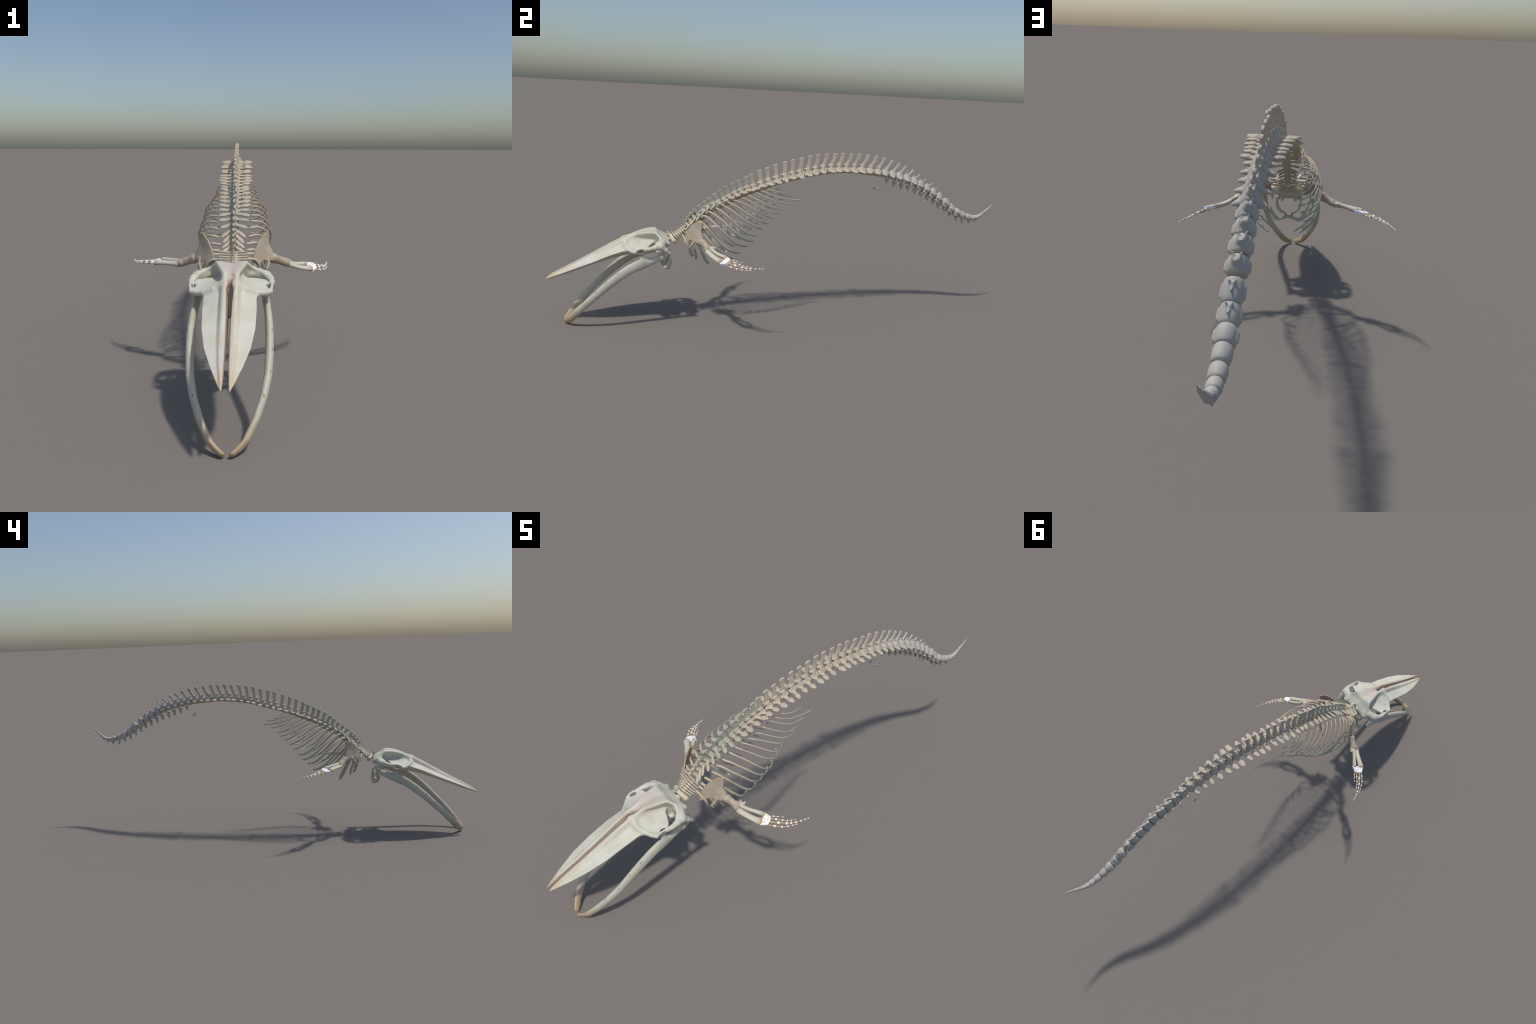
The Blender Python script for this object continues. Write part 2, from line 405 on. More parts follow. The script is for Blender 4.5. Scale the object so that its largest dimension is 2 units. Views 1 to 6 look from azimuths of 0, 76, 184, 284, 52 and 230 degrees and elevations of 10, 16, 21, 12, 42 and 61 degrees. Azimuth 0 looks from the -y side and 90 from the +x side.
# neck: thin wing-shaped vertebrae packed between skull and chest; the first one is the stout atlas
NECK = [(-.4900,.3590),(-.4775,.3655),(-.4690,.3700),(-.4605,.3748),(-.4520,.3798),(-.4435,.3850),(-.4345,.3905)]
NWING = [(.040,-.002,-.006),(.040,.006,-.006),(.044,.006,-.004),(.046,.005,-.001),(.045,.003,.003),(.043,.002,.005),(.039,.0,.007)]
def neck_vertebra(k):
    c = np.array(NECK[k]); t = np.array((.86, .51)); t /= np.linalg.norm(t); n = np.array((-t[1], t[0]))
    g = Grid((0, -.020, -.024), (.056, .020, .036), .0010, half=True); X, T, N = g.X, g.Y, g.Z
    span, wT, wN = NWING[k]
    if k == 0:
        ring = np.maximum(np.sqrt(X**2+(N-.002)**2)-.0165, np.abs(T)-.0065)
        g.add(ring, .003)
        g.cut(np.maximum(np.sqrt(X**2+(N-.006)**2)-.0065, np.abs(T)-.03), .003)
        g.add(g.cap((.012, 0, .000), (.0335, .002, -.007), .0075, .0088, (1, 1.15, 1.35)), .006)
        g.cut(g.cap((.026, -.012, .002), (.026, .012, .002), .0022), .002)
        g.add(g.cap((0, -.001, .016), (.0, -.003, .030), .0052, .0046), .005)
    else:
        g.add(np.maximum(np.sqrt(X**2+N**2)-.0128, np.abs(T)-.0034), .002)
        g.add(g.cap((.009, .000, .006), (.0030, -.002, .0195), .0026, .0022, (1, 1.0, 1)), .004)
        sp = [0, .030, .022, .022, .024, .027, .030][k]
        g.add(g.cap((0, -.001, .018), (0, -.003, sp), .0026, .0015), .003)
        g.add(g.cap((.008, .000, .008), (span, wT, wN+.006), .0032, .0019, (1, 1, 1.3)), .004)      # upper wing
        g.add(g.cap((.008, .000, -.006), (span*.93, wT+.001, wN-.004), .0030, .0018, (1, 1, 1.3)), .004)  # lower wing
        if k == 1: g.add(g.cap((span*.93, wT, wN-.004), (span, wT, wN+.006), .0024, .0024), .003)
    V, F = g.mesh()
    return add_mesh('neck_vertebra', place(V, c, t, n), F, M_VERT)
for k in range(7): neck_vertebra(k)
# a thorny splinter standing between skull and atlas
g = Grid((.004, -.522, .355), (.032, -.495, .394), .0009); m = (.0155, -.5065, .3735)
for p, r in (((.0124,-.5127,.3860), .0009), ((.0105,-.5160,.3760), .0008), ((.0190,-.5050,.3880), .0010), ((.0140,-.5110,.3620), .0016), ((.0245,-.5030,.3710), .0012)):
    g.add(g.cap(m, p, .0036, r), .003)
V, F = g.mesh(); add_mesh('neck_splinter', V, F, M_VERT)

# tail tip: plain drums shrinking to a point
TA = np.array(TAIL)
tt = np.gradient(TA[:, :2], axis=0); tt /= np.linalg.norm(tt, axis=1)[:, None]
ends = np.vstack([[CEN[-1]], TA[:, :2], [(1.0, .5199)]])
for k in range(len(TA)):
    c, r, t = TA[k, :2], TA[k, 2], tt[k]; n = np.array((-t[1], t[0]))
    L = .5*np.linalg.norm(ends[k+2]-ends[k])
    if k == len(TA)-1: L *= 1.35
    g = Grid((0, -L, -r*1.3-.003), (r*1.3+.003, L, r*1.5+.006), H if r > .007 else .0007, half=True); X, T, N = g.X, g.Y, g.Z
    u = np.clip(np.abs(T)/(L/2), 0, 1)
    R = r*(1.02-.16*u**2.4-.05*T/L)
    if k == len(TA)-1: R = r*np.clip(.9-(T+L/2)/L*.75, .12, 1)
    q1 = np.sqrt((X*1.06)**2+N**2)-R+.25*r; q2 = np.abs(T)-L*.49+.25*r
    g.add(np.sqrt(np.maximum(q1, 0)**2+np.maximum(q2, 0)**2)+np.minimum(np.maximum(q1, q2), 0)-.25*r, .002)
    if k < 3:
        g.add(g.cap((r*.93, -L*.18, 0), (r*.93, L*.20, 0), .0035), .006)
        g.add(g.cap((r*.6, -L*.18, -r*.83), (r*.6, L*.18, -r*.83), .004), .006)
    if k < 2:
        g.add(g.cap((0, -.004, r*.9), (.0055, -.010, r*1.22), .0030, .0016), .004)
        g.add(g.cap((0, -.004, r*.9), (0, .006, r*1.18), .0028, .0013), .004)
    V, F = g.mesh()
    add_mesh('tail_vertebra', place(V, c, t, n), F, M_VERT)

# chevrons: little Y-shaped bones under the tail, (top y, z, bottom y, z)
CHEV = [(.4478,.6200,.4490,.6009),(.4848,.6107,.4826,.5842),(.5198,.6015,.5187,.5724),(.5530,.5900,.5496,.5619),(.5876,.5762,.5864,.5493),
        (.6200,.5625,.6190,.5342),(.6540,.5470,.6520,.5185),(.6876,.5320,.6858,.5042),(.7156,.5138,.7152,.4869),(.7465,.4901,.7478,.4676),
        (.7785,.4669,.7806,.4473),(.8130,.4504,.8181,.4329),(.8448,.4367,.8547,.4214),(.8813,.4322,.8907,.4215),(.9126,.4345,.9170,.4278)]
for k, (y0, z0, y1, z1) in enumerate(CHEV):
    c = np.array((y0, z0)); v = np.array((y1-y0, z1-z0)); Lc = np.linalg.norm(v); n = -v/Lc; t = np.array((n[1], -n[0]))
    g = Grid((0, -.014, -Lc-.005), (.016, .014, .008), .0008, half=True)
    s = min(1, Lc/.024)
    g.add(g.cap((.0082*s+.001, .003*s, 0), (.0005, 0, -Lc*.55), .0022*s+.0004, .0021*s+.0004, (1, 2.7, 1)), .002)
    g.add(g.cap((0, 0, -Lc*.5), (0, -.0015, -Lc+.0035*s), .0017*s+.0004, .0019*s+.0004, (1, 3.2, 1)), .002)
    V, F = g.mesh()
    add_mesh('chevron_bone', place(V, c, t, n), F, M_CHEV)

# floating pelvic bones: two small three-pointed slivers
for P in (((.0283,.3977,.5865),(.0274,.4216,.5827),(.0280,.4110,.5702)), ((-.0062,.3945,.5800),(-.0076,.4148,.5802),(-.0086,.4072,.5677))):
    P = np.array(P); m = P.mean(0)
    g = Grid(P.min(0)-.005, P.max(0)+.005, .0007)
    for p in P: g.add(g.cap(m, p, .0030, .0010, (.8, 1, 1)), .003)
    V, F = g.mesh(); add_mesh('pelvic_bone', V, F, M_VERT)

# ------------------------------------------------------------------ ribs (right side: head -> free end)
RIB = [
 [(.060,-.4512,.3821),(.086,-.447,.378),(.100,-.434,.350),(.089,-.419,.312),(.067,-.408,.291)],
 [(.058,-.4375,.3945),(.090,-.431,.391),(.110,-.416,.358),(.104,-.402,.315),(.0758,-.3943,.2803)],
 [(.057,-.4286,.4037),(.090,-.421,.4025),(.118,-.404,.371),(.1276,-.3942,.3537),(.121,-.376,.318),(.090,-.357,.280),(.038,-.3366,.2486)],
 [(.0558,-.4131,.4208),(.092,-.402,.4225),(.115,-.380,.4075),(.1275,-.3485,.3725),(.1298,-.336,.360),(.127,-.315,.335),(.113,-.286,.309),(.090,-.260,.2905),(.060,-.239,.277)],
 [(.0620,-.3865,.4386),(.0935,-.3790,.4440),(.1150,-.3558,.4255),(.1190,-.3332,.3999),(.1190,-.3099,.3735),(.1185,-.2870,.3494),(.1150,-.2625,.3285),(.0984,-.2302,.3127),(.0728,-.2034,.3063)],
 [(.0657,-.3711,.4628),(.0922,-.3584,.4665),(.1166,-.3380,.4534),(.1289,-.3145,.4338),(.1330,-.2850,.4043),(.1292,-.2596,.3788),(.1193,-.2339,.3563),(.1042,-.2034,.3443),(.0764,-.1777,.3354)],
 [(.0720,-.3504,.4836),(.0979,-.3314,.4800),(.1130,-.3177,.4718),(.1256,-.3000,.4603),(.1366,-.2756,.4396),(.1370,-.2433,.4087),(.1256,-.2112,.3824),(.1042,-.1809,.3654),(.0720,-.1531,.3555)],
 [(.0703,-.3208,.4985),(.0960,-.3055,.4955),(.1178,-.2823,.4810),(.1310,-.2580,.4606),(.1355,-.2336,.4370),(.1310,-.2068,.4127),(.1197,-.1771,.3956),(.0971,-.1510,.3855),(.0646,-.1323,.3853)],
 [(.0706,-.2973,.5131),(.0935,-.2786,.5071),(.1098,-.2593,.4973),(.1226,-.2342,.4800),(.1292,-.2080,.4620),(.1250,-.1770,.4395),(.1129,-.1475,.4232),(.0889,-.1246,.4120),(.0580,-.1069,.4137)],
 [(.0725,-.2725,.5231),(.0948,-.2516,.5185),(.1099,-.2311,.5094),(.1215,-.2047,.4931),(.1268,-.1785,.4765),(.1215,-.1529,.4588),(.1098,-.1263,.4460),(.0905,-.1051,.4366),(.0614,-.0872,.4373)],
 [(.0756,-.2461,.5317),(.0933,-.2282,.5303),(.1066,-.2073,.5244),(.1166,-.1812,.5126),(.1227,-.1551,.4997),(.1184,-.1309,.4843),(.1051,-.1073,.4701),(.0872,-.0828,.4586),(.0621,-.0660,.4557)],
 [(.0751,-.2142,.5407),(.0882,-.1977,.5385),(.1012,-.1772,.5310),(.1110,-.1545,.5205),(.1138,-.1298,.5071),(.1097,-.1052,.4943),(.1010,-.0802,.4841),(.0862,-.0573,.4777),(.0635,-.0387,.4750)],
 [(.0699,-.1857,.5534),(.0794,-.1762,.5499),(.0923,-.1589,.5432),(.1015,-.1384,.5346),(.1055,-.1184,.5252),(.1036,-.0957,.5132),(.0990,-.0732,.5043),(.0902,-.0518,.4977),(.0783,-.0308,.4927)],
 [(.0700,-.1505,.5629),(.0792,-.1349,.5569),(.0876,-.1191,.5508),(.0946,-.1010,.5446),(.0968,-.0840,.5379),(.0926,-.0621,.5294),(.0868,-.0393,.5236),(.0807,-.0190,.5187),(.0765,.0025,.5182)],
 [(.0739,-.1290,.5704),(.0849,-.1120,.5668),(.0885,-.0909,.5590),(.0888,-.0683,.5517),(.0861,-.0473,.5459),(.0813,-.0262,.5403),(.0777,-.0037,.5366),(.0754,.0189,.5354),(.0721,.0414,.5347)],
 [(.0771,-.1033,.5788),(.0829,-.0832,.5751),(.0829,-.0593,.5701),(.0760,-.0361,.5645),(.0668,-.0139,.5602)],
]
for k, pts in enumerate(RIB):
    for side in (1, -1):
        P = np.array(pts, float)
        n = 64
        path = spline(P, n)
        if side < 0:
            cut = .955 if 5 <= k <= 13 else .97
            path = path[:int(n*cut)]; path = spline(path[::3], n)
            path[:, 0] = 2*XM-path[:, 0]; path[:, 2] -= .005*np.linspace(.4, 1, n)
        s = np.linspace(0, 1, n)
        wd = ip(k, [0, 2, 4, 6, 8, 11, 15], [.0058, .0058, .0055, .0047, .0036, .0028, .0023])
        th = ip(k, [0, 2, 4, 6, 8, 11, 15], [.0026, .0027, .0028, .0027, .0024, .0021, .0019])
        w = wd*np.interp(s, [0, .06, .14, .35, .7, 1], [.82, .85, .62, .75, 1.02, .88])
        h = th*np.interp(s, [0, .05, .14, .5, 1], [1.45, 1.25, 1.0, 1.05, .9])
        e = round_ends(n, .03)
        V, F = sweep(path, w*e, h*e, (0, .80, .60), 12)
        add_mesh('rib', V, F, M_RIB)

# ------------------------------------------------------------------ skull
def poly_sd(u, z, pts):
    """signed distance to a polygon whose corners vary along y (each coordinate broadcasts)"""
    d = None; inside = None
    m = len(pts)
    for i in range(m):
        (ax, az), (bx, bz) = pts[i], pts[(i+1) % m]
        ex, ez = bx-ax, bz-az; wx, wz = u-ax, z-az
        t = np.clip((wx*ex+wz*ez)/np.maximum(ex*ex+ez*ez, 1e-12), 0, 1)
        q = (wx-ex*t)**2+(wz-ez*t)**2
        d = q if d is None else np.minimum(d, q)
        c = ((az > z) != (bz > z)) & (wx < ex*wz/np.where(np.abs(ez) < 1e-9, 1e-9, ez))
        inside = c if inside is None else inside ^ c
    return np.sqrt(d)*np.where(inside, -1, 1)

def skull():
    g = Grid((0, -1.004, .182), (.134, -.482, .416), .0018, half=True)
    U, Y, Z = g.X, g.Y, g.Z
    # --- rostrum: two long tapering blades with a raised inner band and a thin outer edge
    yk = [-.999, -.976, -.931, -.877, -.81, -.74, -.69, -.65, -.62]
    I = lambda v: np.interp(Y, yk, v).astype(np.float32)
    ue, ze = I([.0100,.0210,.0385,.0560,.0670,.0705,.0705,.066,.050]), I([.1912,.2030,.2240,.2485,.2760,.3055,.3215,.330,.332])
    ur, zr = I([.0095,.0105,.0120,.0135,.0140,.0145,.0155,.0165,.018]), I([.1928,.2105,.2345,.2620,.2990,.3385,.3630,.3780,.384])
    ui = I([.0085,.0070,.0058,.0055,.0060,.0085,.0110,.0120,.0120])
    ub = I([.0088,.0066,.0048,.0034,.0026,.0022,.0022,.002,.002])
    zk = I([.1895,.1955,.2090,.2270,.2520,.2760,.2885,.2960,.299])
    ug = I([.0100,.0150,.0215,.0265,.0285,.0290,.0290,.026,.023])
    gz = (zr-ze)
    tf = I([.10,.55,1,1,1,1,1,1,1])
    zg = ze+gz*I([.40,.38,.36,.36,.38,.42,.48,.40,.36])
    pts = [(ui, zr-gz*.10), (ur, zr), (ur+.006*tf, zr-gz*.10), (np.maximum(ug, ur+.007*tf), zg), (np.maximum(ug, ur+.007*tf)+.004*tf, zg-.0006*tf), (ue-.001*tf, ze+.0016*tf), (ue, ze-.001*tf), (ue-.005*tf, ze-.0035*tf), ((.5*ue+.002)*tf+ue*(1-tf), zk*.55+ze*.45-.003*tf), (ub+.008*tf, zk), (ub, zk+.002*tf)]
    d = poly_sd(U, Z, pts)
    d = smax(np.maximum(d, -.9965-Y), Y+.635, .012)
    g.add(d, .0015)
    # floor of the central trough, rising backwards
    zf = np.interp(Y, [-.86, -.80, -.74, -.69, -.65], [.230, .262, .284, .304, .340]).astype(np.float32)
    d = np.maximum(np.maximum(U-.013, np.maximum(Z-zf, np.interp(Y, yk, [.19,.196,.210,.228,.254,.278,.290,.297,.299])-Z)), np.maximum(-.735-Y, Y+.60))
    g.add(d, .003)
    # --- braincase and crown
    yc = [-.655, -.63, -.60, -.575, -.556, -.54, -.52, -.506]
    kern = np.hanning(15); kern /= kern.sum()
    def J(v):   # values along the skull, eased so that no straight facets remain
        w = np.interp(g.ax[1], yc, v); w = np.convolve(np.pad(w, 7, mode='edge'), kern, 'valid')
        return w[None, :, None].astype(np.float32)
    A = (np.float32(0), J([.3700,.3805,.3875,.3900,.3900,.381,.3720,.363]))
    B = (J([.0165,.026,.036,.0415,.0450,.058,.0640,.058]), J([.3750,.3850,.3925,.3950,.3930,.3765,.362,.352]))
    C = (J([.0190,.0215,.0255,.0290,.0330,.045,.060,.055]), J([.368,.368,.368,.364,.356,.346,.344,.342]))
    D = (J([.030,.030,.030,.031,.034,.042,.048,.044]), J([.300,.299,.299,.303,.308,.318,.328,.333]))
    E = (np.float32(0), J([.299,.297,.297,.301,.306,.318,.328,.336]))
    M = (B[0]*.5, B[1]-J([.001,.001,.001,.001,.0005,-.002,-.005,-.006]))
    rr = .0055
    d = poly_sd(U, Z, [(E[0], E[1]+rr), (E[0]-.03, E[1]+rr), (A[0]-.03, A[1]-rr), (A[0], A[1]-rr), (M[0], M[1]-rr), (B[0]-rr*.8, B[1]-rr*.9), (B[0]-rr*1.1, B[1]-rr*1.8), (C[0]-rr, C[1]), (D[0]-rr, D[1]+rr)])-rr
    d = smax(d, np.maximum(-.652-Y, Y+.507), .010)-.0006
    g.add(d, .006)
    # --- supraorbital plate roofing the eye, floor of the temporal hollow
    py = [(.010,-.690),(.045,-.684),(.071,-.671),(.092,-.657),(.107,-.644),(.106,-.634),(.096,-.618),(.102,-.600),(.098,-.590),(.066,-.578),(.036,-.570),(.010,-.585)]
    pl = poly_sd(U, Y, [(np.float32(a), np.float32(b)) for a, b in py])
    zs = .3455+.37*(Y+.59)+5.9*(.1-U)*(-(Y+.59))*.92
    zs = np.maximum(zs, .322)
    q1, q2 = pl+.003, np.abs(Z-zs)-.0014
    d = np.sqrt(np.maximum(q1, 0)**2+np.maximum(q2, 0)**2)+np.minimum(np.maximum(q1, q2), 0)-.003
    g.add(d, .022)
    g.add(g.chain([(.022,-.676,.356),(.045,-.683,.3445),(.071,-.670,.3320),(.093,-.655,.3275),(.109,-.641,.3275)], [.0028,.0026,.0030,.0040,.0050]), .014)
    # orbit: ring open to the side
    g.add(g.chain([(.108,-.643,.3270),(.105,-.630,.3205),(.104,-.617,.3200),(.107,-.606,.3260),(.110,-.597,.3350)], [.0050,.0036,.0034,.0036,.0045]), .003)
    g.add(g.chain([(.108,-.643,.3300),(.112,-.630,.3395),(.1125,-.617,.3425),(.112,-.600,.3410)], [.0048,.0034,.0034,.0045]), .003)
    # --- squamosal: thick arm from braincase to orbit, with the drooping rear process
    g.add(g.chain([(.055,-.530,.353),(.076,-.533,.354),(.095,-.541,.349),(.108,-.562,.3455),(.1125,-.585,.341),(.111,-.604,.337)],
                  [.016,.0150,.0150,.0115,.0085,.0060], s=(1, 1, 1.0)), .010)
    g.add(g.chain([(.094,-.540,.345),(.0985,-.522,.333),(.1000,-.5055,.3185)], [.0135,.0085,.0052], s=(1.55, 1, 1.1)), .010)
    g.add(g.chain([(.050,-.524,.346),(.064,-.510,.350)], [.0130,.0080]), .014)
    # crest joining crown to arm
    g.add(g.chain([(.042,-.560,.3890),(.058,-.541,.3725),(.078,-.542,.3645),(.096,-.556,.3560)], [.0030, .0040, .0055, .0070]), .008)
    g.cut(g.cap((.128,-.6185,.3325), (.094,-.6185,.3290), .0062, .0040, (1, 1.9, 1)), .002)
    # occipital condyles, ear bones, wing bones of the palate
    g.add(g.ball((.0135,-.5080,.3520), (.0115,.0095,.0150)), .004)
    g.cut(g.cap((0,-.49,.3570), (0,-.53,.352), .0075), .003)
    g.add(g.ball((.040,-.548,.3110), (.009,.012,.0085)), .006)
    g.add(g.chain([(.0225,-.560,.312),(.0235,-.528,.3175),(.0235,-.521,.3090)], [.0085,.0065,.0050]), .006)
    # nostril end of the trough
    g.cut(g.chain([(0,-.672,.372),(0,-.648,.378)], [.0095,.0075]), .004)
    V, F = g.mesh(); V[:, 0] += XM
    add_mesh('skull', V, F, M_SKULL)
skull()

# ------------------------------------------------------------------ lower jaw (right profile, mirrored)
JC = [(.092,-.536,.304,.0085,.0125),(.0930,-.558,.2940,.0085,.0135),(.0960,-.585,.2850,.0090,.0175),(.1000,-.618,.2760,.0100,.0225),(.1030,-.6641,.2550,.0108,.0200),(.1040,-.7046,.2275,.0112,.0190),
      (.1028,-.7497,.1908,.0112,.0172),(.0985,-.794,.1495,.0106,.0152),(.0865,-.836,.1085,.0100,.0150),(.0665,-.876,.0660,.0098,.0152),(.0430,-.9065,.0300,.0100,.0148),(.0250,-.9195,.0160,.0100,.0135),(.0125,-.9285,.0105,.0090,.0110)]
PITS = [(.1110,-.712,.240),(.1100,-.757,.203),(.1030,-.800,.160),(.0860,-.845,.115)]
def jaw():
    g = Grid((-.004, -.948, -.004), (.126, -.512, .330), .0020)
    U, Y, Z = g.X, g.Y, g.Z
    J = np.array(JC)
    a = np.array((-.76, -.65)); a /= np.linalg.norm(a); b = np.array((-a[1]*-1, -a[0]))  # along, across (up-forward)
    b = np.array((a[1], -a[0])); b = -b if b[1] < 0 else b
    sk = J[:, 1]*a[0]+J[:, 2]*a[1]; bk = J[:, 1]*b[0]+J[:, 2]*b[1]
    S = Y*a[0]+Z*a[1]; Bc = Y*b[0]+Z*b[1]
    f = lambda v: np.interp(S, sk, v).astype(np.float32)
    from_ends = np.maximum(sk[0]-S, S-sk[-1]+.002)
    wu, wb = f(J[:, 3]), f(J[:, 4])
    du, db = U-f(J[:, 0]), Bc-f(bk)
    # outer side rounder than the inner side, sharper along the top
    qq = np.sqrt((du/wu)**2+(db/wb)**2+1e-9)
    d = (qq-1)*np.minimum(wu, wb)*.9
    end = np.maximum(from_ends, 0)
    d = np.sqrt(np.maximum(d+.006, 0)**2+end**2)+np.minimum(d+.006, 0)-.006
    g.add(d, .004)
    g.add(g.chain([(.099,-.612,.286),(.0985,-.6145,.300),(.0995,-.6140,.3125)], [.0100,.0075,.0040], s=(.75, 1, 1)), .010)
    g.add(g.ball((.0925,-.5385,.3035), (.0125,.0110,.0125)), .006)
    g.add(g.cap((.0925,-.538,.297), (.094,-.534,.2925), .008, .006), .006)
    V, F = g.mesh()
    # narrow dark nutrient slits, each a sliver sunk into the nearest surface point
    pits = []
    t = np.array((-.012, -.60, -.62)); t /= np.linalg.norm(t)
    for p in PITS:
        m = V[np.argmin(((V-np.array(p))**2).sum(1))]
        path = m+np.linspace(-1, 1, 12)[:, None]*t*.0055
        w = np.array([.25, .7, 1, 1.1, 1.1, 1, .8, .6, .45, .35, .25, .1])*.0013
        pits.append((path, w))
    for side in (1, -1):
        W = V.copy(); W[:, 0] = XM+side*W[:, 0]
        jawbone = add_mesh('lower_jaw', W, F if side > 0 else F[:, ::-1], M_JAW)
        for path, w in pits:
            Q = path.copy(); Q[:, 0] = XM+side*Q[:, 0]
            Vp, Fp = sweep(Q, w, w*.55, (side, 0, 0), 8)
            add_mesh('nutrient_pit', Vp, Fp, M_PIT, parent=jawbone)
jaw()

# ------------------------------------------------------------------ throat bones
def mirror_sweep(name, pts, w, h, axis, mat):
    for side in (1, -1):
        P = spline(pts, 32); P[:, 0] = XM+side*P[:, 0]
        e = round_ends(32, .08); s = np.linspace(0, 1, len(w))
        V, F = sweep(P, np.interp(np.linspace(0, 1, 32), s, w)*e, np.interp(np.linspace(0, 1, 32), s, h)*e, axis, 12)
        add_mesh(name, V, F, mat)
mirror_sweep('stylohyal_bone', [(.044,-.527,.315),(.0435,-.524,.297),(.038,-.522,.278),(.026,-.524,.264),(.010,-.530,.256)], [.0030,.0055,.0065,.0055,.0025], [.0018,.0026,.0030,.0028,.0020], (.5,.7,-.5), M_HYOID)
g = Grid((0, -.545, .222), (.075, -.488, .296), .0012, half=True)
g.add(g.chain([(0,-.530,.2440),(.018,-.525,.2400),(.034,-.514,.2380),(.048,-.507,.2450),(.060,-.501,.2650),(.0655,-.498,.2880)], [.0055,.0050,.0058,.0080,.0055,.0022], s=(1, 1, 1)), .004)
g.add(g.cap((.010,-.527,.244), (.0125,-.534,.2525), .0055, .0045), .004)
V, F = g.mesh(); V[:, 0] += XM-.001; add_mesh('hyoid_bone', V, F, M_HYOID)

# ------------------------------------------------------------------ shoulder blades
SC = dict(front=(.0792,-.4483,.3699), crest=(.0959,-.4166,.4341), topm=(.1137,-.3943,.4531), topr=(.1285,-.3763,.4532), rear=(.1241,-.3755,.4108),
          glr=(.1400,-.3717,.3859), glf=(.1385,-.3911,.3626), notch=(.1087,-.4234,.3697), lobe=(.0819,-.4421,.3510), mid=(.1165,-.4106,.4068))
def blade():
    K = {k: np.array(v) for k, v in SC.items()}
    o = K['mid']
    e1 = K['topr']-K['lobe']; e1 /= np.linalg.norm(e1)
    n = np.cross(e1, K['glf']-K['crest']); n /= np.linalg.norm(n); n = n if n[0] > 0 else -n
    e2 = np.cross(n, e1)
    loc = lambda p: np.array(((p-o)@e1, (p-o)@e2, (p-o)@n))
    Q = {k: loc(v) for k, v in K.items()}
    P = np.array(list(Q.values()))
    B = np.stack([np.ones(len(P)), P[:, 0], P[:, 1], P[:, 0]**2, P[:, 0]*P[:, 1], P[:, 1]**2], 1)
    co = np.linalg.lstsq(B, P[:, 2], rcond=None)[0]
    g = Grid(P.min(0)-.02, P.max(0)+.02, .0013)
    X, Y, Z = g.X, g.Y, g.Z
    w = co[0]+co[1]*X+co[2]*Y+co[3]*X*X+co[4]*X*Y+co[5]*Y*Y
    mid = lambda a, b, f, bow=0: tuple((1-f)*np.array(a)+f*np.array(b))
    lobef = Q['lobe'][:2]*.55+Q['front'][:2]*.45
    Q['lobe'][:2] += .007*(Q['lobe'][:2]-Q['mid'][:2])/np.linalg.norm(Q['lobe'][:2]-Q['mid'][:2]); Q['front'][:2] += .003*(Q['front'][:2]-Q['mid'][:2])/np.linalg.norm(Q['front'][:2]-Q['mid'][:2])
    ring = [Q['front'][:2], Q['crest'][:2]*.5+Q['front'][:2]*.5, Q['crest'][:2], Q['topm'][:2], Q['topr'][:2], Q['rear'][:2], Q['glr'][:2], Q['glf'][:2], Q['notch'][:2]*.45+Q['glf'][:2]*.55, Q['notch'][:2], Q['lobe'][:2]]
    # bow the curved upper border outwards
    cpt = (Q['crest'][:2]+Q['front'][:2])*.5; out = cpt-np.array(Q['glf'][:2]); ring[1] = cpt+out/np.linalg.norm(out)*.005
    pd = poly_sd(X, Y, [(np.float32(a), np.float32(b)) for a, b in ring])
    gl = (Q['glr'][:2]+Q['glf'][:2])*.5
    r = np.sqrt((X-gl[0])**2+(Y-gl[1])**2)
    th = np.interp(r, [0, .02, .045, .09], [.0085, .0050, .0024, .0017]).astype(np.float32)
    q1, q2 = pd+.0030, np.abs(Z-w)-th+.0012
    g.add(np.sqrt(np.maximum(q1, 0)**2+np.maximum(q2, 0)**2)+np.minimum(np.maximum(q1, q2), 0)-.0020, .003)
    a0 = loc(np.array((.1250,-.4060,.3735))); a1 = loc(np.array((.1270,-.4170,.3580))); a2 = loc(np.array((.1210,-.4255,.3440)))
    g.add(g.chain([a0, a1, a2], [.0055, .0042, .0048]), .006)
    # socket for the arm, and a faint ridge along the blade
    g.cut(g.ball(loc(np.array((.1520,-.3740,.3660))), (.0145, .0145, .0145)), .002)
    V, F = g.mesh()
    return o+V[:, :1]*e1+V[:, 1:2]*e2+V[:, 2:]*n, F
V, F = blade()
for side in (1, -1):
    W = V.copy()
    flip = False
    if side < 0:
        W[:, 0] = 2*XM-W[:, 0]+.003
    add_mesh('shoulder_blade', W, F, M_BLADE)

# ------------------------------------------------------------------ flippers
def tube(pts, rw, rt, axis, n=40, seg=16, end=.05):
    P = spline(pts, n); s = np.linspace(0, 1, n); k = np.linspace(0, 1, len(rw))
    e = round_ends(n, end)
    return sweep(P, np.interp(s, k, rw)*e, np.interp(s, k, rt)*e, axis, seg)

